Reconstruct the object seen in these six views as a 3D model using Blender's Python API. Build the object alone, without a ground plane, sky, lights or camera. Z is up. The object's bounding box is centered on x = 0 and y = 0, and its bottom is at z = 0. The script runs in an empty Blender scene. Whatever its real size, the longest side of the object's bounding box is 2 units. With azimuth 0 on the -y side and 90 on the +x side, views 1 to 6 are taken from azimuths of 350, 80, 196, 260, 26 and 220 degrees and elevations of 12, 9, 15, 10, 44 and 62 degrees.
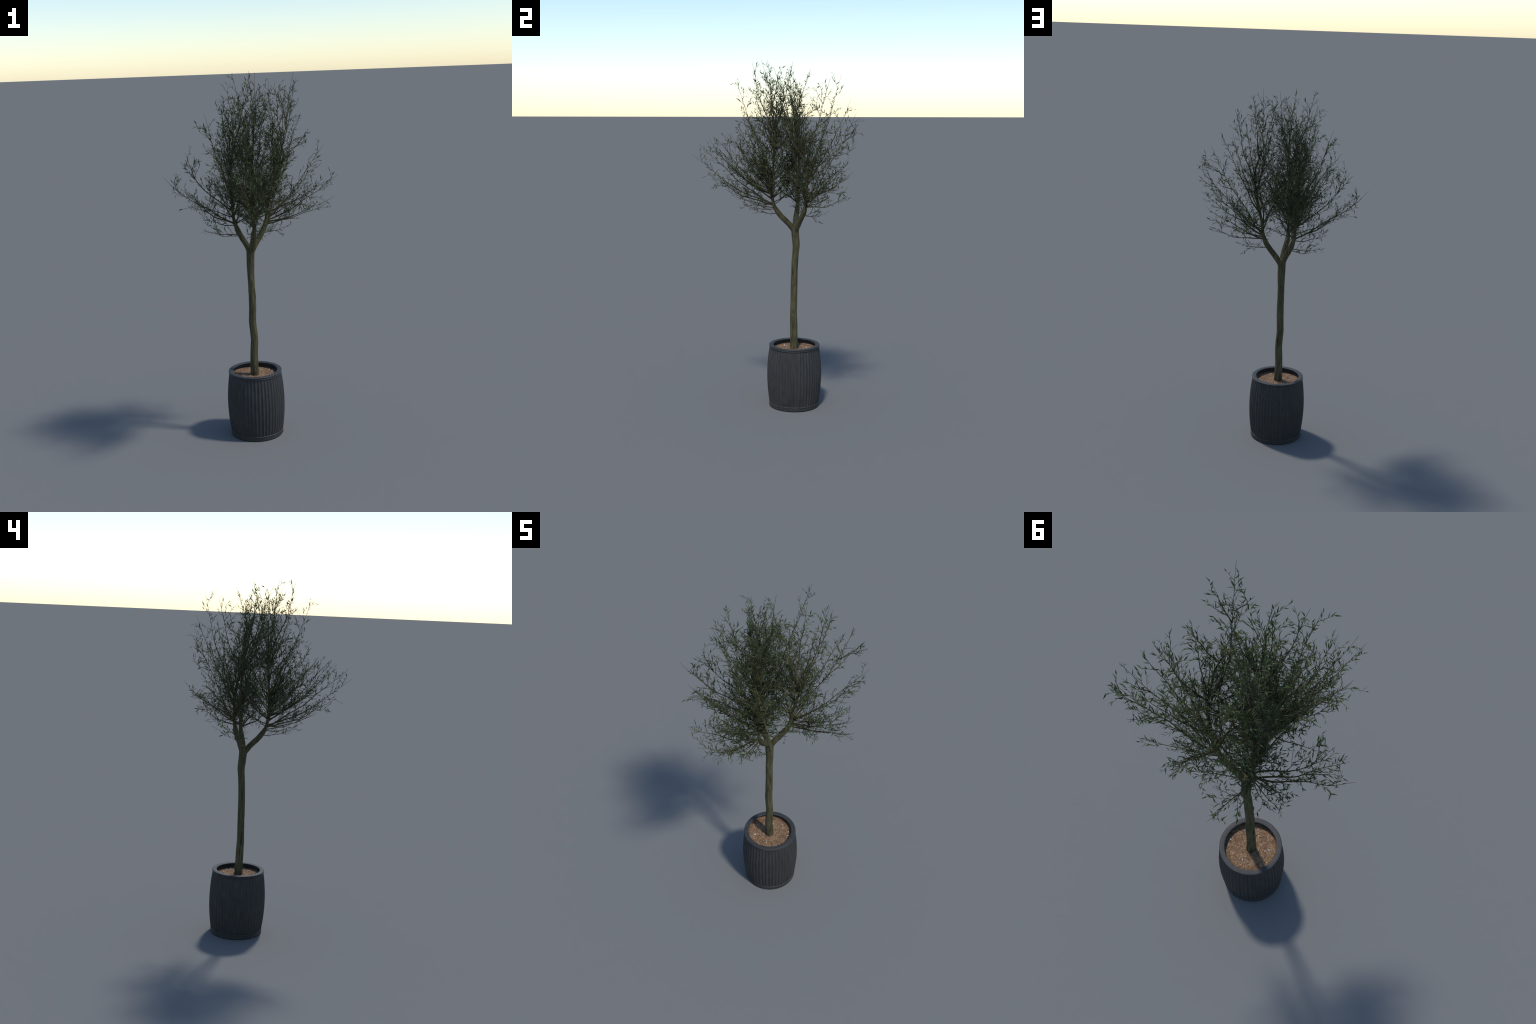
"""Potted olive tree: fluted metal tub, bark mulch, a slim trunk forking into three
limbs, and an airy crown of needle-straight shoots with narrow leaves."""
import bpy, math, random
import numpy as np
from mathutils import Vector, Matrix, noise

random.seed(11)
rng = np.random.default_rng(11)
V = Vector
POT = V((-0.0125, 0.1122, 0.0))

# ------------------------------------------------------------------ materials
def new_mat(name):
    m = bpy.data.materials.new(name)
    m.use_nodes = True
    nt = m.node_tree
    nt.nodes.clear()
    out = nt.nodes.new("ShaderNodeOutputMaterial")
    bsdf = nt.nodes.new("ShaderNodeBsdfPrincipled")
    nt.links.new(bsdf.outputs[0], out.inputs[0])
    return m, nt, bsdf, out

def node(nt, kind, **kw):
    n = nt.nodes.new(kind)
    for k, v in kw.items():
        if hasattr(n, k):
            setattr(n, k, v)
        else:
            n.inputs[k].default_value = v
    return n

def ramp(nt, fac, stops):
    r = nt.nodes.new("ShaderNodeValToRGB")
    e = r.color_ramp.elements
    while len(e) < len(stops):
        e.new(0.5)
    for el, (p, c) in zip(e, stops):
        el.position = p
        el.color = (*c, 1)
    nt.links.new(fac, r.inputs[0])
    return r.outputs[0]

def coords(nt, scale=(1, 1, 1)):
    tc = nt.nodes.new("ShaderNodeTexCoord")
    mp = nt.nodes.new("ShaderNodeMapping")
    mp.inputs["Scale"].default_value = scale
    nt.links.new(tc.outputs["Object"], mp.inputs["Vector"])
    return mp.outputs[0]

def tex_noise(nt, vec, scale, detail=4, rough=0.55):
    n = node(nt, "ShaderNodeTexNoise", Scale=scale, Detail=detail, Roughness=rough)
    nt.links.new(vec, n.inputs["Vector"])
    return n.outputs["Fac"]

def mix(nt, fac, a, b, mode="MIX"):
    m = nt.nodes.new("ShaderNodeMix")
    m.data_type = "RGBA"
    m.blend_type = mode
    for sock, val in ((m.inputs[0], fac), (m.inputs[6], a), (m.inputs[7], b)):
        if isinstance(val, (int, float)):
            sock.default_value = val
        elif isinstance(val, tuple):
            sock.default_value = (*val, 1)
        else:
            nt.links.new(val, sock)
    return m.outputs[2]

def bump(nt, bsdf, height, strength, dist):
    b = node(nt, "ShaderNodeBump", Strength=strength, Distance=dist)
    nt.links.new(height, b.inputs["Height"])
    nt.links.new(b.outputs[0], bsdf.inputs["Normal"])

def bark_material(name, dark, mid, light, green):
    m, nt, bsdf, _ = new_mat(name)
    streak = tex_noise(nt, coords(nt, (1, 1, 0.10)), 120, 5, 0.6)
    patch = tex_noise(nt, coords(nt, (1, 1, 0.45)), 24, 3)
    crack = tex_noise(nt, coords(nt, (1, 1, 0.11)), 75, 6, 0.72)
    col = ramp(nt, streak, [(0.34, dark), (0.5, mid), (0.64, light)])
    gmask = ramp(nt, patch, [(0.42, (0, 0, 0)), (0.62, (1, 1, 1))])
    col = mix(nt, gmask, col, mix(nt, 0.40, col, green))
    cmask = ramp(nt, crack, [(0.34, (1, 1, 1)), (0.43, (0, 0, 0))])
    col = mix(nt, cmask, col, tuple(c * 0.35 for c in dark))
    nt.links.new(col, bsdf.inputs["Base Color"])
    bsdf.inputs["Roughness"].default_value = 0.85
    bsdf.inputs["Specular IOR Level"].default_value = 0.25
    bump(nt, bsdf, streak, 0.6, 0.0015)
    return m

MAT_BARK = bark_material("olive_bark", (0.036, 0.031, 0.016), (0.073, 0.064, 0.031),
                         (0.118, 0.102, 0.051), (0.054, 0.057, 0.023))
MAT_BRANCH = bark_material("branch_bark", (0.034, 0.027, 0.014), (0.066, 0.051, 0.026),
                           (0.105, 0.080, 0.041), (0.055, 0.060, 0.026))

def twig_material():
    m, nt, bsdf, _ = new_mat("young_twig_bark")
    n = tex_noise(nt, coords(nt), 30, 3)
    col = ramp(nt, n, [(0.35, (0.050, 0.052, 0.024)), (0.52, (0.075, 0.066, 0.034)),
                       (0.68, (0.110, 0.082, 0.044))])
    nt.links.new(col, bsdf.inputs["Base Color"])
    bsdf.inputs["Roughness"].default_value = 0.8
    bsdf.inputs["Specular IOR Level"].default_value = 0.2
    return m
MAT_TWIG = twig_material()

def leaf_material():
    m, nt, bsdf, out = new_mat("olive_leaf")
    vec = coords(nt)
    n1 = tex_noise(nt, vec, 55, 2)
    n2 = tex_noise(nt, vec, 9, 2)
    top = ramp(nt, n1, [(0.30, (0.028, 0.045, 0.016)), (0.5, (0.052, 0.076, 0.027)),
                        (0.72, (0.088, 0.112, 0.042))])
    top = mix(nt, ramp(nt, n2, [(0.4, (0, 0, 0)), (0.65, (0.6, 0.6, 0.6))]), top, (0.060, 0.077, 0.034))
    under = mix(nt, 0.6, top, (0.056, 0.072, 0.042))
    geo = nt.nodes.new("ShaderNodeNewGeometry")
    col = mix(nt, geo.outputs["Backfacing"], top, under)
    nt.links.new(col, bsdf.inputs["Base Color"])
    bsdf.inputs["Roughness"].default_value = 0.65
    bsdf.inputs["Specular IOR Level"].default_value = 0.15
    tr = nt.nodes.new("ShaderNodeBsdfTranslucent")
    nt.links.new(col, tr.inputs[0])
    ms = nt.nodes.new("ShaderNodeMixShader")
    ms.inputs[0].default_value = 0.12
    nt.links.new(bsdf.outputs[0], ms.inputs[1])
    nt.links.new(tr.outputs[0], ms.inputs[2])
    nt.links.new(ms.outputs[0], out.inputs[0])
    return m
MAT_LEAF = leaf_material()

def zinc_material(name, gain):
    m, nt, bsdf, _ = new_mat(name)
    blotch = tex_noise(nt, coords(nt, (1, 1, 0.5)), 45, 6, 0.65)
    streak = tex_noise(nt, coords(nt, (1, 1, 0.08)), 130, 4, 0.6)
    fac = node(nt, "ShaderNodeMath", operation="ADD")
    nt.links.new(blotch, fac.inputs[0])
    nt.links.new(streak, fac.inputs[1])
    half = node(nt, "ShaderNodeMath", operation="MULTIPLY")
    nt.links.new(fac.outputs[0], half.inputs[0])
    half.inputs[1].default_value = 0.5
    g = gain
    col = ramp(nt, half.outputs[0], [(0.36, (0.024 * g, 0.024 * g, 0.024 * g)),
                                     (0.50, (0.033 * g, 0.033 * g, 0.033 * g)),
                                     (0.64, (0.045 * g, 0.045 * g, 0.044 * g))])
    nt.links.new(col, bsdf.inputs["Base Color"])
    bsdf.inputs["Roughness"].default_value = 0.62
    bsdf.inputs["Specular IOR Level"].default_value = 0.35
    bump(nt, bsdf, streak, 0.15, 0.001)
    return m
MAT_ZINC = zinc_material("aged_zinc", 1.0)
MAT_RIM = zinc_material("aged_zinc_rim", 1.0)

def soil_material():
    m, nt, bsdf, _ = new_mat("bark_mulch_soil")
    vec = coords(nt)
    vor = node(nt, "ShaderNodeTexVoronoi", Scale=300)
    nt.links.new(vec, vor.inputs["Vector"])
    sep = nt.nodes.new("ShaderNodeSeparateColor")
    nt.links.new(vor.outputs["Color"], sep.inputs[0])
    col = ramp(nt, sep.outputs[0], [(0.0, (0.09, 0.046, 0.022)), (0.4, (0.21, 0.124, 0.066)),
                                    (0.8, (0.31, 0.195, 0.112)), (1.0, (0.42, 0.28, 0.16))])
    big = tex_noise(nt, vec, 38, 4)
    col = mix(nt, ramp(nt, big, [(0.38, (0.65, 0.65, 0.65)), (0.56, (0, 0, 0))]), col, (0.10, 0.048, 0.022))
    nt.links.new(col, bsdf.inputs["Base Color"])
    bsdf.inputs["Roughness"].default_value = 0.95
    bump(nt, bsdf, vor.outputs["Distance"], 0.8, 0.002)
    return m
MAT_SOIL = soil_material()

def chip_material(name, c):
    m, nt, bsdf, _ = new_mat(name)
    n = tex_noise(nt, coords(nt), 160, 3)
    lo = tuple(x * 0.6 for x in c)
    hi = tuple(min(1, x * 1.3) for x in c)
    nt.links.new(ramp(nt, n, [(0.35, lo), (0.65, hi)]), bsdf.inputs["Base Color"])
    bsdf.inputs["Roughness"].default_value = 0.9
    return m

# ------------------------------------------------------------------ mesh helpers
def link(obj, parent):
    bpy.context.scene.collection.objects.link(obj)
    obj.parent = parent
    return obj

def mesh_obj(name, verts, faces, mat, parent, smooth=True):
    me = bpy.data.meshes.new(name)
    me.from_pydata([tuple(v) for v in verts], [], faces)
    me.update()
    if smooth:
        me.polygons.foreach_set("use_smooth", [True] * len(me.polygons))
    me.materials.append(mat)
    return link(bpy.data.objects.new(name, me), parent)

def smooth_path(pts, per=6):
    """Catmull-Rom through control points (Vector)."""
    P = [pts[0] * 2 - pts[1]] + list(pts) + [pts[-1] * 2 - pts[-2]]
    out = []
    for i in range(1, len(P) - 2):
        a, b, c, d = P[i - 1], P[i], P[i + 1], P[i + 2]
        for k in range(per):
            t = k / per
            out.append(0.5 * ((2 * b) + (c - a) * t + (2 * a - 5 * b + 4 * c - d) * t * t
                              + (3 * b - 3 * c + d - a) * t ** 3))
    out.append(pts[-1].copy())
    return out

def tube(path, radius, sides, verts, faces, relief=None, cap=False):
    """Sweep a ring along path; radius is a function of 0..1."""
    n = len(path)
    base = len(verts)
    t0 = (path[1] - path[0]).normalized()
    side = t0.orthogonal().normalized()
    for i, p in enumerate(path):
        t = (path[min(i + 1, n - 1)] - path[max(i - 1, 0)]).normalized()
        side = (side - t * side.dot(t)).normalized()
        up = t.cross(side)
        r = radius(i / (n - 1))
        for k in range(sides):
            a = 2 * math.pi * k / sides
            d = side * math.cos(a) + up * math.sin(a)
            q = p + d * r
            if relief:
                q = q + d * relief(q, r)
            verts.append(q)
    for i in range(n - 1):
        for k in range(sides):
            a = base + i * sides + k
            b = base + i * sides + (k + 1) % sides
            faces.append((a, b, b + sides, a + sides))
    if cap:
        verts.append(path[-1] + (path[-1] - path[-2]).normalized() * radius(1) * 0.6)
        top = base + (n - 1) * sides
        for k in range(sides):
            faces.append((top + k, top + (k + 1) % sides, len(verts) - 1))

def lathe(profile, seg, verts, faces, rmod=None, closed=False):
    base = len(verts)
    n = len(profile)
    for r, z in profile:
        for k in range(seg):
            a = 2 * math.pi * k / seg
            rr = r + (rmod(a, z) if rmod else 0)
            verts.append(V((POT.x + rr * math.cos(a), POT.y + rr * math.sin(a), z)))
    for i in range(n if closed else n - 1):
        j = (i + 1) % n
        for k in range(seg):
            k2 = (k + 1) % seg
            faces.append((base + i * seg + k, base + i * seg + k2, base + j * seg + k2, base + j * seg + k))

# ------------------------------------------------------------------ thing
root = bpy.data.objects.new("potted_olive_tree", None)
root.location = (0, 0, 0)
bpy.context.scene.collection.objects.link(root)
root["label"] = "slender olive tree in a dark fluted barrel planter"
root["category"] = "potted tree"

# ------------------------------------------------------------------ planter
FLUTES = 50
Z_LOW, Z_HIGH = 0.024, 0.351
def barrel_radius(z):
    t = (z - Z_LOW) / (Z_HIGH - Z_LOW)
    return 0.1428 + 0.0140 * math.sin(math.pi * min(1, max(0, t))) ** 0.8 + 0.001 * (1 - t)

def flute(a, z):
    w = 0.5 + 0.5 * math.cos(a * FLUTES)
    return -0.0024 + 0.0044 * w ** 1.25

def round_hook(r, z, rad, a0, a1, n=7):
    return [(r + rad * math.cos(math.radians(a0 + (a1 - a0) * i / (n - 1))),
             z + rad * math.sin(math.radians(a0 + (a1 - a0) * i / (n - 1)))) for i in range(n)]

v, f = [], []
zs = [Z_LOW - 0.004 + (Z_HIGH + 0.004 - Z_LOW) * i / 40 for i in range(41)]
lathe([(barrel_radius(z), z) for z in zs], FLUTES * 12, v, f, flute)
pot = mesh_obj("planter_body", v, f, MAT_ZINC, root)

v, f = [], []          # rolled lip, bead below it and the inner wall
prof = ([(0.1390, 0.300), (0.1390, 0.352), (0.1375, 0.3585), (0.1270, 0.3600)] + round_hook(0.1258, 0.3640, 0.0032, 210, 90, 7)
        + round_hook(0.1442, 0.3635, 0.004, 90, -60, 7)
        + [(0.1440, 0.3588)] + round_hook(0.1438, 0.3545, 0.0036, 70, -90, 7)
        + [(0.1385, 0.3495), (0.1370, 0.345)])
lathe(prof, 160, v, f)
mesh_obj("planter_rim", v, f, MAT_RIM, pot)

v, f = [], []          # foot band
prof = ([(0.125, 0.002), (0.142, 0.0)] + round_hook(0.1444, 0.0028, 0.0028, -90, 0, 5)
        + [(0.1460, 0.016)] + round_hook(0.1446, 0.0215, 0.0034, -40, 100, 7) + [(0.1385, 0.027)])
lathe(prof, 160, v, f)
n0 = len(v)
v.append(V((POT.x, POT.y, 0.002)))
for k in range(160):
    f.append((n0, (k + 1) % 160, k))
mesh_obj("planter_foot", v, f, MAT_RIM, pot)

# ------------------------------------------------------------------ mulch
SOIL_Z = 0.338
def soil_height(x, y):
    h = noise.noise(V((x * 28, y * 28, 3.1))) * 0.0026
    h += noise.noise(V((x * 120, y * 120, 7.7))) * 0.0016
    d = math.hypot(x + 0.002, y + 0.002)
    return SOIL_Z + h + 0.003 * math.exp(-(d / 0.035) ** 2)

v, f = [], []
RINGS, SEG = 52, 160
v.append(V((POT.x, POT.y, soil_height(0, 0))))
for i in range(1, RINGS + 1):
    r = 0.1398 * i / RINGS
    for k in range(SEG):
        a = 2 * math.pi * k / SEG
        x, y = r * math.cos(a), r * math.sin(a)
        v.append(V((POT.x + x, POT.y + y, soil_height(x, y))))
for k in range(SEG):
    f.append((0, 1 + k, 1 + (k + 1) % SEG))
for i in range(RINGS - 1):
    for k in range(SEG):
        a, b = 1 + i * SEG + k, 1 + i * SEG + (k + 1) % SEG
        f.append((a, a + SEG, b + SEG, b))
soil = mesh_obj("soil", v, f, MAT_SOIL, root)

def chip(verts, faces, x, y, size, flat):
    b = len(verts)
    M = Matrix.Rotation(random.uniform(0, 6.28), 3, "Z") @ Matrix.Rotation(random.uniform(-0.5, 0.5), 3, "X")
    l, w, h = size * random.uniform(0.7, 1.5), size * random.uniform(0.4, 0.8), size * flat
    z = soil_height(x, y) + h * random.uniform(0.1, 0.45)
    for sx, sy, sz in ((-1, -0.7, -1), (1, -1, -1), (0.8, 1, -1), (-0.9, 0.8, -1),
                       (-0.7, -0.5, 1), (0.6, -0.7, 1), (0.5, 0.6, 0.8), (-0.5, 0.6, 1)):
        q = M @ V((sx * l * random.uniform(0.6, 1) / 2, sy * w * random.uniform(0.6, 1) / 2, sz * h / 2))
        verts.append(V((POT.x + x, POT.y + y, z)) + q)
    for q in ((0, 3, 2, 1), (4, 5, 6, 7), (0, 1, 5, 4), (1, 2, 6, 5), (2, 3, 7, 6), (3, 0, 4, 7)):
        faces.append(tuple(b + i for i in q))

def scatter(name, count, mat, lo, hi, flat):
    v, f = [], []
    for _ in range(count):
        r, a = 0.136 * math.sqrt(random.random()), random.uniform(0, 6.283)
        chip(v, f, r * math.cos(a), r * math.sin(a), random.uniform(lo, hi), flat)
    o = mesh_obj(name, v, f, mat, soil, smooth=False)
    o["kind"] = "stuff"

scatter("bark_chip", 480, chip_material("tan_chip", (0.28, 0.178, 0.102)), 0.002, 0.0048, 0.45)
scatter("dark_bark_chip", 420, chip_material("brown_chip", (0.13, 0.062, 0.028)), 0.002, 0.0055, 0.45)
scatter("pale_fibre_chip", 110, chip_material("pale_chip", (0.46, 0.36, 0.26)), 0.002, 0.004, 0.3)
MAT_WHITE = chip_material("white_perlite", (0.62, 0.62, 0.62))
scatter("perlite_crumb", 46, MAT_WHITE, 0.0018, 0.0038, 0.7)
v, f = [], []
for ang, rad, s in ((212, 0.087, 0.0125), (207, 0.069, 0.007), (16, 0.106, 0.0085), (31, 0.107, 0.0085),
                    (99, 0.073, 0.0075), (68, 0.102, 0.0055), (281, 0.074, 0.0055), (329, 0.096, 0.007)):
    chip(v, f, rad * math.cos(math.radians(ang)), rad * math.sin(math.radians(ang)), s * 1.35, 0.45)
mesh_obj("perlite", v, f, MAT_WHITE, soil, smooth=False)["kind"] = "stuff"

# ------------------------------------------------------------------ trunk and limbs
def bark_relief(amp):
    def rel(q, r):
        n = noise.noise(V((q.x * 95, q.y * 95, q.z * 11)))
        n += 0.6 * noise.noise(V((q.x * 42, q.y * 42, q.z * 26 + 5)))
        n += 0.5 * noise.noise(V((q.x * 210, q.y * 210, q.z * 32 + 9)))
        return n * amp * min(1.0, r / 0.012)
    return rel

def radius_curve(stops):
    xs, ys = zip(*stops)
    return lambda t: float(np.interp(t, xs, ys))

TRUNK = [V(p) for p in ((-0.015, 0.1112, 0.318), (-0.0152, 0.1110, 0.36), (-0.0162, 0.1098, 0.41),
         (-0.0153, 0.1083, 0.46), (-0.0128, 0.1066, 0.505), (-0.0110, 0.1056, 0.545), (-0.0135, 0.1068, 0.59),
         (-0.0172, 0.1086, 0.64), (-0.0168, 0.1090, 0.68), (-0.0145, 0.1092, 0.735), (-0.0137, 0.1096, 0.78),
         (-0.0147, 0.1112, 0.83), (-0.0156, 0.1140, 0.88), (-0.0158, 0.1180, 0.93), (-0.0154, 0.1188, 0.96),
         (-0.0150, 0.1150, 1.00), (-0.0140, 0.1120, 1.035), (-0.0135, 0.1110, 1.062))]
tp = smooth_path(TRUNK, 8)
tr = radius_curve([(0, 0.0228), (0.05, 0.0218), (0.14, 0.0205), (0.24, 0.0197), (0.36, 0.0185), (0.46, 0.0186),
                   (0.58, 0.0182), (0.66, 0.0176), (0.74, 0.0178), (0.82, 0.0193), (0.90, 0.0202),
                   (0.955, 0.0212), (0.985, 0.0200), (1, 0.0150)])
v, f = [], []
tube(tp, lambda t: 1.07 * tr(t), 40, v, f, bark_relief(0.00095), cap=True)
trunk = mesh_obj("trunk", v, f, MAT_BARK, root)

LIMBS = {
 "A": [(-0.016, 0.113, 1.030), (-0.032, 0.117, 1.075), (-0.057, 0.127, 1.12), (-0.074, 0.137, 1.155),
       (-0.086, 0.143, 1.19), (-0.094, 0.147, 1.23), (-0.098, 0.152, 1.30), (-0.103, 0.153, 1.38),
       (-0.100, 0.147, 1.47), (-0.088, 0.138, 1.56), (-0.080, 0.132, 1.66), (-0.072, 0.130, 1.75)],
 "B": [(-0.013, 0.108, 1.035), (-0.010, 0.078, 1.075), (-0.010, 0.034, 1.118), (-0.012, 0.009, 1.15),
       (-0.011, -0.009, 1.18), (-0.009, -0.019, 1.21), (-0.012, -0.023, 1.29), (-0.018, -0.018, 1.38),
       (-0.013, -0.010, 1.48), (-0.003, -0.006, 1.59), (0.004, -0.018, 1.68), (0.006, -0.030, 1.77)],
 "C": [(-0.010, 0.114, 1.030), (0.016, 0.124, 1.075), (0.048, 0.136, 1.12), (0.067, 0.145, 1.15),
       (0.079, 0.150, 1.18), (0.088, 0.153, 1.21), (0.100, 0.154, 1.29), (0.125, 0.146, 1.38),
       (0.150, 0.118, 1.46), (0.172, 0.055, 1.55), (0.163, 0.037, 1.60), (0.145, 0.028, 1.65), (0.118, 0.022, 1.70)],
}
LIMB_PATH = {}
for key, pts in LIMBS.items():
    path = smooth_path([V(p) for p in pts], 8)
    LIMB_PATH[key] = path
    r0 = {"A": 0.0156, "B": 0.0158, "C": 0.0156}[key]
    rc = radius_curve([(0, r0 * 0.95), (0.10, r0), (0.28, r0 * 0.92), (0.36, r0 * 0.66), (0.5, r0 * 0.46),
                       (0.75, r0 * 0.30), (1, r0 * 0.12)])
    v, f = [], []
    tube(path, rc, 24, v, f, bark_relief(0.0008), cap=True)
    mesh_obj("limb", v, f, MAT_BARK, root)

def limb_at(key, z):
    path = LIMB_PATH[key]
    return min(path, key=lambda p: abs(p.z - z)).copy()
LIMB_TOP = {"A": 1.73, "B": 1.75, "C": 1.66}

# ------------------------------------------------------------------ branches
# tips of the long shoots that draw the crown's outline
TIPS = [(-0.101, -0.216, 1.887), (-0.115, -0.122, 1.990), (0.366, 0.363, 1.639), (0.037, 0.084, 1.990),
        (0.445, 0.254, 1.588), (0.316, 0.372, 1.704), (0.233, 0.248, 1.894), (-0.090, -0.470, 1.476),
        (0.199, 0.375, 1.782), (0.195, -0.121, 1.985), (-0.100, -0.378, 1.365), (-0.241, -0.230, 1.589),
        (-0.156, -0.425, 1.532), (0.045, 0.293, 1.228), (-0.009, -0.196, 1.196), (-0.246, -0.012, 1.789),
        (-0.012, -0.228, 1.239), (0.454, 0.086, 1.320), (-0.245, 0.088, 1.730), (0.427, 0.274, 1.526),
        (0.234, 0.204, 1.158), (0.101, 0.343, 1.913), (0.232, 0.171, 1.827), (0.231, 0.075, 1.818),
        (0.156, 0.160, 1.945), (0.335, 0.357, 1.589), (-0.259, 0.175, 1.164), (-0.468, 0.034, 1.478),
        (-0.019, -0.052, 1.999), (0.139, 0.386, 1.359), (-0.006, -0.142, 1.167), (0.420, 0.118, 1.273),
        (0.396, 0.316, 1.450), (0.085, -0.034, 1.956), (0.288, 0.384, 1.525), (-0.065, -0.286, 1.278),
        (-0.209, 0.189, 1.141), (-0.091, -0.335, 1.570), (-0.104, 0.114, 1.923), (-0.061, -0.374, 1.558),
        (-0.167, 0.470, 1.449), (0.462, 0.035, 1.444), (0.316, 0.241, 1.768), (-0.346, 0.047, 1.594),
        (0.219, -0.030, 1.919), (-0.386, -0.043, 1.420), (0.342, 0.328, 1.267), (-0.416, 0.043, 1.443),
        (-0.375, 0.036, 1.550), (-0.263, -0.185, 1.641), (-0.171, -0.062, 1.838), (-0.141, 0.147, 1.864),
        (-0.332, 0.000, 1.324), (-0.354, 0.119, 1.524), (-0.229, -0.170, 1.486), (0.180, -0.120, 1.450),
        (0.120, -0.180, 1.370), (0.215, -0.050, 1.370), (0.165, -0.155, 1.610), (0.100, -0.215, 1.560),
        (-0.120, 0.330, 1.610), (-0.040, 0.370, 1.510), (-0.210, 0.350, 1.420), (-0.289, 0.170, 1.323),
        (-0.311, 0.059, 1.386), (-0.274, 0.160, 1.240), (-0.082, -0.224, 1.631), (-0.151, -0.258, 1.589),
        (0.054, -0.181, 1.680), (0.100, -0.100, 1.900), (0.140, -0.050, 1.870), (0.060, -0.140, 1.850),
        (-0.060, 0.290, 1.680), (-0.180, 0.280, 1.600), (0.070, -0.140, 1.440), (0.160, -0.070, 1.500),
        (-0.050, -0.300, 1.450), (-0.120, -0.330, 1.490), (-0.025, -0.270, 1.520), (-0.100, -0.270, 1.410)]

def choose_limb(t):
    def cost(k):
        m = limb_at(k, max(1.2, min(LIMB_TOP[k], t.z - 0.25)))
        return math.hypot(t.x - m.x, t.y - m.y)
    return min(LIMBS, key=cost)

def start_on_limb(k, t):
    ref = limb_at(k, 1.3)
    h = math.hypot(t.x - ref.x, t.y - ref.y)
    slope = float(np.interp(t.z, [1.15, 1.25, 1.40, 1.55, 1.75, 1.95], [0.05, 0.35, 0.62, 0.95, 1.35, 2.2]))
    z = t.z - max(0.03, h * slope) - (0.12 if t.z > 1.7 else 0.0)
    lo = 1.125 if t.z < 1.25 else 1.18
    return limb_at(k, min(LIMB_TOP[k] - 0.05, max(lo + random.uniform(0, 0.02), z)))

FILLERS = 78
BRANCHES = []          # (path, base radius, length, twigginess)
def bend(s, t, sag, wob, n):
    """A shoot from s to t that leaves flat and lifts, with faint kinks."""
    ctrl = s.lerp(t, 0.5) - V((0, 0, sag))
    L = (t - s).length
    off = V((random.uniform(-1, 1), random.uniform(-1, 1), random.uniform(-1, 1))) * 50
    out = []
    for i in range(n):
        u = i / (n - 1)
        p = s * (1 - u) ** 2 + ctrl * 2 * u * (1 - u) + t * u * u
        w = wob * L * math.sin(math.pi * u)
        p = p + noise.noise_vector(off + V((u * 3, 0, 0))) * w
        out.append(p)
    return out

VT = [V(t) for t in TIPS]
def crowding(p, reach=0.13):
    """How many long shoots end near p."""
    return sum(1 for t in VT if (t - p).length < reach)

def grow(t, s, rich):
    L = (t - s).length
    BRANCHES.append((bend(s, t, 0.12 * L, 0.05, 16), min(0.0052, 0.0018 + 0.0085 * L), L, rich))

# the farthest shoots spring from the limbs; later ones fork off those where that is shorter
def reach(t):
    k = choose_limb(t)
    m = limb_at(k, 1.3)
    return math.hypot(t.x - m.x, t.y - m.y) + 0.5 * (t.z - 1.3)
for t in sorted(VT, key=reach, reverse=True):
    s = start_on_limb(choose_limb(t), t)
    best, cost = s, 0.42 * (t - s).length
    for path, r0, L, rich in ([] if t.y < -0.2 and t.z < 1.65 else BRANCHES):
        for i in range(4, 12):
            p = path[i]
            d = t - p
            if d.length < 0.05 or d.z < 0.25 * d.length:
                continue
            ang = d.angle(path[i + 1] - path[i])
            c = d.length * (0.7 + 0.8 * ang)
            if ang < 1.0 and c < cost:
                best, cost = p, c
    side = choose_limb(t)
    grow(t, best.copy(), {"A": 0.92, "B": 1.0, "C": 1.0}[side] / max(1, crowding(t)) ** 0.2)

# shoots filling the crown: some towards the outline, some in its heart
fill = 0
weights = [1.0 / crowding(t) for t in VT]
home = [choose_limb(t) for t in VT]
while fill < FILLERS:
    key = random.choices("ABC", (0.34, 0.43, 0.23))[0]
    s = limb_at(key, 1.18 + (LIMB_TOP[key] - 1.25) * random.random() ** 1.3)
    if fill % 5 < 2:
        z = random.uniform(1.42, 1.95)
        a = random.uniform(0, 6.283)
        R = float(np.interp(z, [1.3, 1.4, 1.6, 1.8, 1.95], [0.19, 0.23, 0.21, 0.17, 0.12])) * math.sqrt(random.random())
        t = V((0.005 + R * math.cos(a), 0.050 + R * math.sin(a), z))
    else:
        i = random.choices(range(len(VT)), weights)[0]
        if home[i] != key and random.random() < 0.7:
            continue
        t = s.lerp(VT[i], random.uniform(0.45, 0.88))
    d = t - s
    L = d.length
    if not 0.12 < L < 0.42 or d.z < 0.42 * L:
        continue
    BRANCHES.append((bend(s, t, 0.09 * L, 0.04, 14), min(0.0042, 0.0014 + 0.008 * L), L, 0.85))
    fill += 1

def point_on(path, u):
    x = u * (len(path) - 1)
    i = min(int(x), len(path) - 2)
    p = path[i].lerp(path[i + 1], x - i)
    return p, (path[i + 1] - path[i]).normalized()

def inside(p):
    return (abs(p.x) < 0.445 and -0.450 < p.y < 0.450 and 1.10 < p.z < 1.985)

def side_dir(d, angle, lift):
    """Direction leaving d at an angle, at a random roll, pulled a little upwards."""
    o = d.orthogonal().normalized()
    o.rotate(Matrix.Rotation(random.uniform(0, 6.283), 3, d))
    r = (d * math.cos(angle) + o * math.sin(angle)) + V((0, 0, lift))
    return r.normalized()

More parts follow.
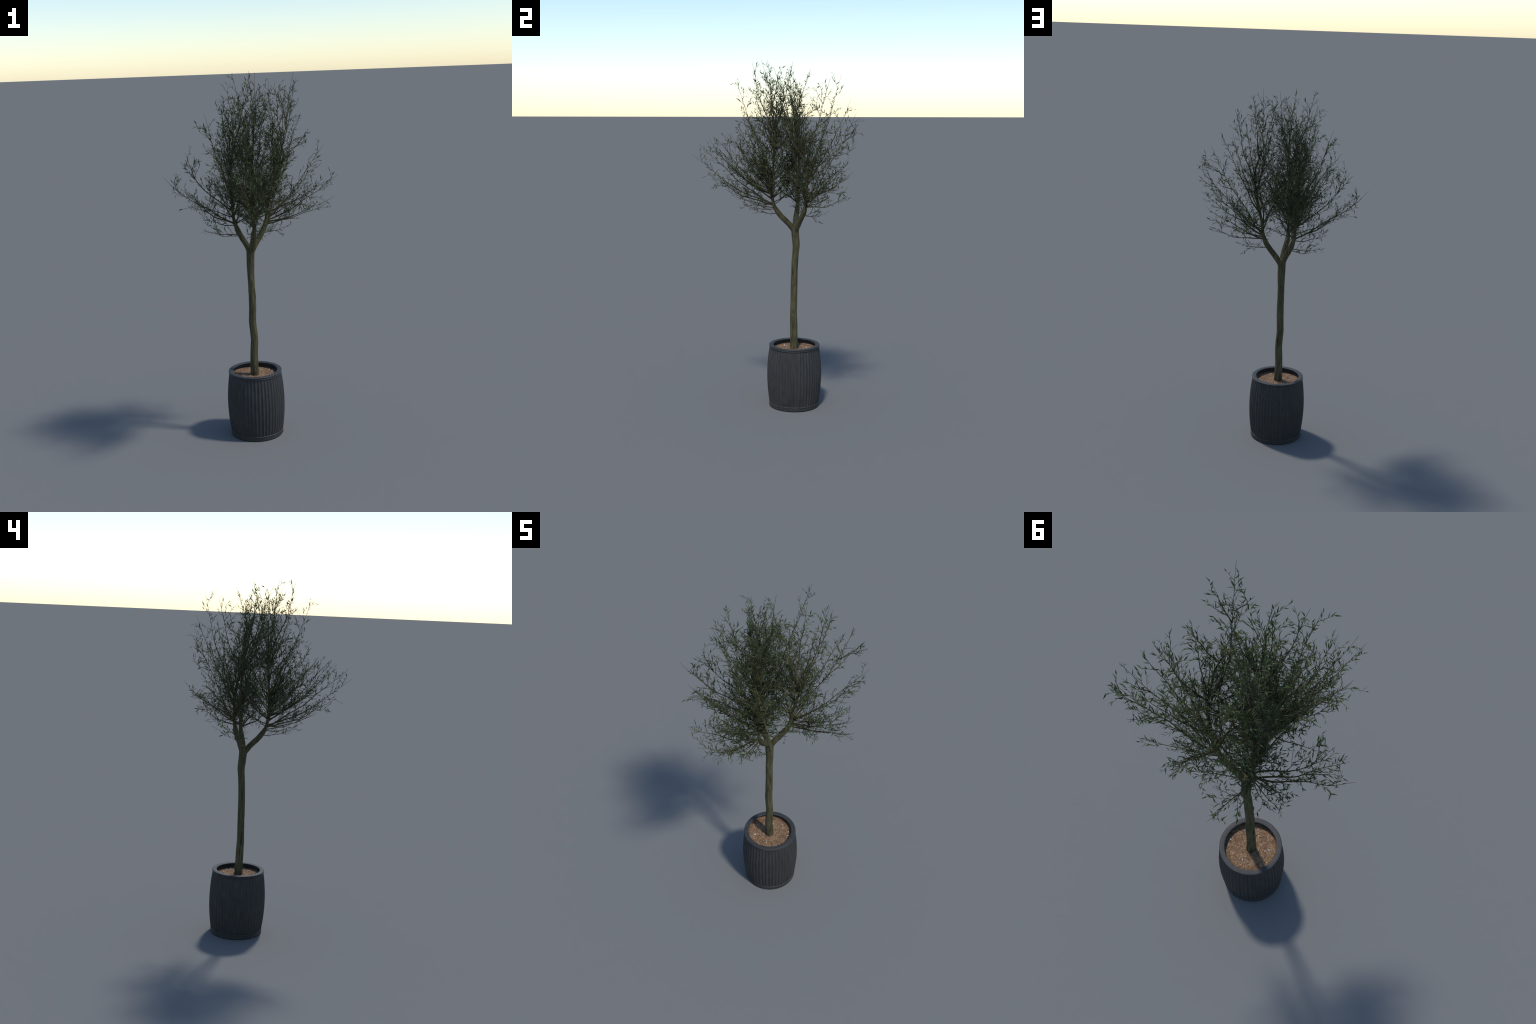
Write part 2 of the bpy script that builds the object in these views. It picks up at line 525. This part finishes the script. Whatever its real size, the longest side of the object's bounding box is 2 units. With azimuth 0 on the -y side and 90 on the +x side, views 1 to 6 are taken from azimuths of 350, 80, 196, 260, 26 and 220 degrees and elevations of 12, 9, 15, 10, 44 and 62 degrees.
SHOOTS = []            # side shoots: (path, radius, length)
for key, path in LIMB_PATH.items():      # short shoots straight off the limbs
    for _ in range(20):
        p = limb_at(key, random.uniform(1.22, LIMB_TOP[key] + 0.02))
        ln = random.uniform(0.04, 0.12)
        e = p + side_dir(V((0, 0, 1)), math.radians(random.uniform(25, 80)), 0.1) * ln
        SHOOTS.append((bend(p, e, 0.0, 0.03, 6), 0.0009 + 0.004 * ln, ln))
for path, r0, L, rich in BRANCHES:
    count = max(2, int(L / 0.034 * rich))
    for i in range(count):
        u = 0.12 + 0.80 * (i + random.uniform(0.1, 0.9)) / count
        p, d = point_on(path, u)
        ln = random.uniform(0.06, 0.14) * (1.0 - 0.66 * u) * (0.8 + 0.6 * min(L, 0.5))
        if p.x > 0.12 and p.y > 0.08:
            ln *= 0.88
        e = p + side_dir(d, math.radians(random.uniform(28, 60)), 0.30) * ln
        if not inside(e) or (e.z < 1.21 and path[-1].z > 1.25):
            continue
        SHOOTS.append((bend(p, e, 0.0, 0.03, 6), 0.0010 + 0.004 * ln, ln))
TWIGS = []
for path, r0, L in list(SHOOTS):
    count = int(L / 0.034 + random.random())
    for i in range(count):
        u = 0.25 + 0.7 * (i + random.uniform(0.1, 0.9)) / max(1, count)
        p, d = point_on(path, u)
        ln = random.uniform(0.025, 0.065)
        e = p + side_dir(d, math.radians(random.uniform(25, 60)), 0.18) * ln
        if not inside(e):
            continue
        TWIGS.append((bend(p, e, 0, 0.03, 4), 0.0009, ln))

taper = lambda r0, r1: (lambda t: r0 + (r1 - r0) * t ** 0.6)
for path, r0, L, rich in BRANCHES:
    v, f = [], []
    tube(path, taper(r0, 0.0005), 8, v, f)
    mesh_obj("branch", v, f, MAT_BRANCH, root)

fine = SHOOTS + TWIGS
fine.sort(key=lambda s: -s[2])
for path, r0, L in fine[:300]:
    v, f = [], []
    tube(path, taper(r0, 0.0005), 5, v, f)
    mesh_obj("twig", v, f, MAT_TWIG, root)
v, f = [], []
for path, r0, L in fine[300:]:
    tube(path, taper(r0, 0.00045), 4, v, f)
o = mesh_obj("fine_twig", v, f, MAT_TWIG, root)
o["kind"] = "stuff"

# ------------------------------------------------------------------ leaves
def leaf_mesh(curl, fold):
    """Unit-length lance-shaped blade along +x, folded on its midrib."""
    st = [(0.0, 0.010), (0.08, 0.020), (0.22, 0.074), (0.36, 0.090), (0.56, 0.064), (0.78, 0.028), (1.0, 0.002)]
    vs, fs = [], []
    for x, w in st:
        z = -curl * x * x
        vs += [(x, -w, z + fold * w), (x, 0, z), (x, w, z + fold * w)]
    for i in range(len(st) - 1):
        a = i * 3
        fs += [(a, a + 3, a + 4, a + 1), (a + 1, a + 4, a + 5, a + 2)]
    return vs, fs
SHAPES = [leaf_mesh(c, fo) for c, fo in ((0.02, 0.35), (0.10, 0.3), (0.18, 0.4), (-0.06, 0.3))]

LEAVES = []
def add_leaf(p, d, angle, size):
    x = side_dir(d, angle, 0.05)
    y = x.orthogonal().normalized()
    y.rotate(Matrix.Rotation(random.uniform(0, 6.283), 3, x))
    # blades turn mostly face-up
    up = V((0, 0, 1)) - x * x.z
    if up.length > 0.2 and random.random() < 0.65:
        z = (up.normalized() + V((random.uniform(-.7, .7), random.uniform(-.7, .7), random.uniform(-.7, .7)))).normalized()
        z = (z - x * z.dot(x)).normalized()
        y = z.cross(x)
    z = x.cross(y).normalized()
    w = random.uniform(0.85, 1.2)
    M = Matrix(((x.x * size, y.x * size * w, z.x * size, p.x), (x.y * size, y.y * size * w, z.y * size, p.y),
                (x.z * size, y.z * size * w, z.z * size, p.z), (0, 0, 0, 1)))
    LEAVES.append((size, random.randrange(len(SHAPES)), M))

def leaf_line(path, length, gap, u0, u1):
    n = int(length * (u1 - u0) / gap + random.random())
    for i in range(n):
        u = u0 + (u1 - u0) * (i + random.uniform(0.2, 0.8)) / max(1, n)
        p, d = point_on(path, min(0.999, u))
        add_leaf(p, d, math.radians(random.uniform(22, 58)), random.uniform(0.018, 0.031))

for path, r0, L, rich in BRANCHES:
    leaf_line(path, L, 0.022, 0.20, 0.90)
for path, r0, L in SHOOTS:
    leaf_line(path, L, 0.015, 0.10, 0.90)
for path, r0, L in TWIGS:
    leaf_line(path, L, 0.014, 0.15, 0.95)

LEAVES.sort(key=lambda l: -l[0])
shared = []
for vs, fs in SHAPES:
    me = bpy.data.meshes.new("leaf")
    me.from_pydata(vs, [], fs)
    me.polygons.foreach_set("use_smooth", [True] * len(me.polygons))
    me.materials.append(MAT_LEAF)
    shared.append(me)
for size, shape, M in LEAVES[:300]:
    o = link(bpy.data.objects.new("leaf", shared[shape]), root)
    o.matrix_world = M
arr_v, arr_f, off = [], [], 0
for size, shape, M in LEAVES[300:]:
    vs, fs = SHAPES[shape]
    m = np.array(M)
    arr_v.append(np.array(vs) @ m[:3, :3].T + m[:3, 3])
    arr_f.extend(tuple(i + off for i in q) for q in fs)
    off += len(vs)
o = mesh_obj("foliage", np.concatenate(arr_v), arr_f, MAT_LEAF, root)
o["kind"] = "stuff"
print("branches", len(BRANCHES), "shoots", len(SHOOTS), "twigs", len(TWIGS), "leaves", len(LEAVES))
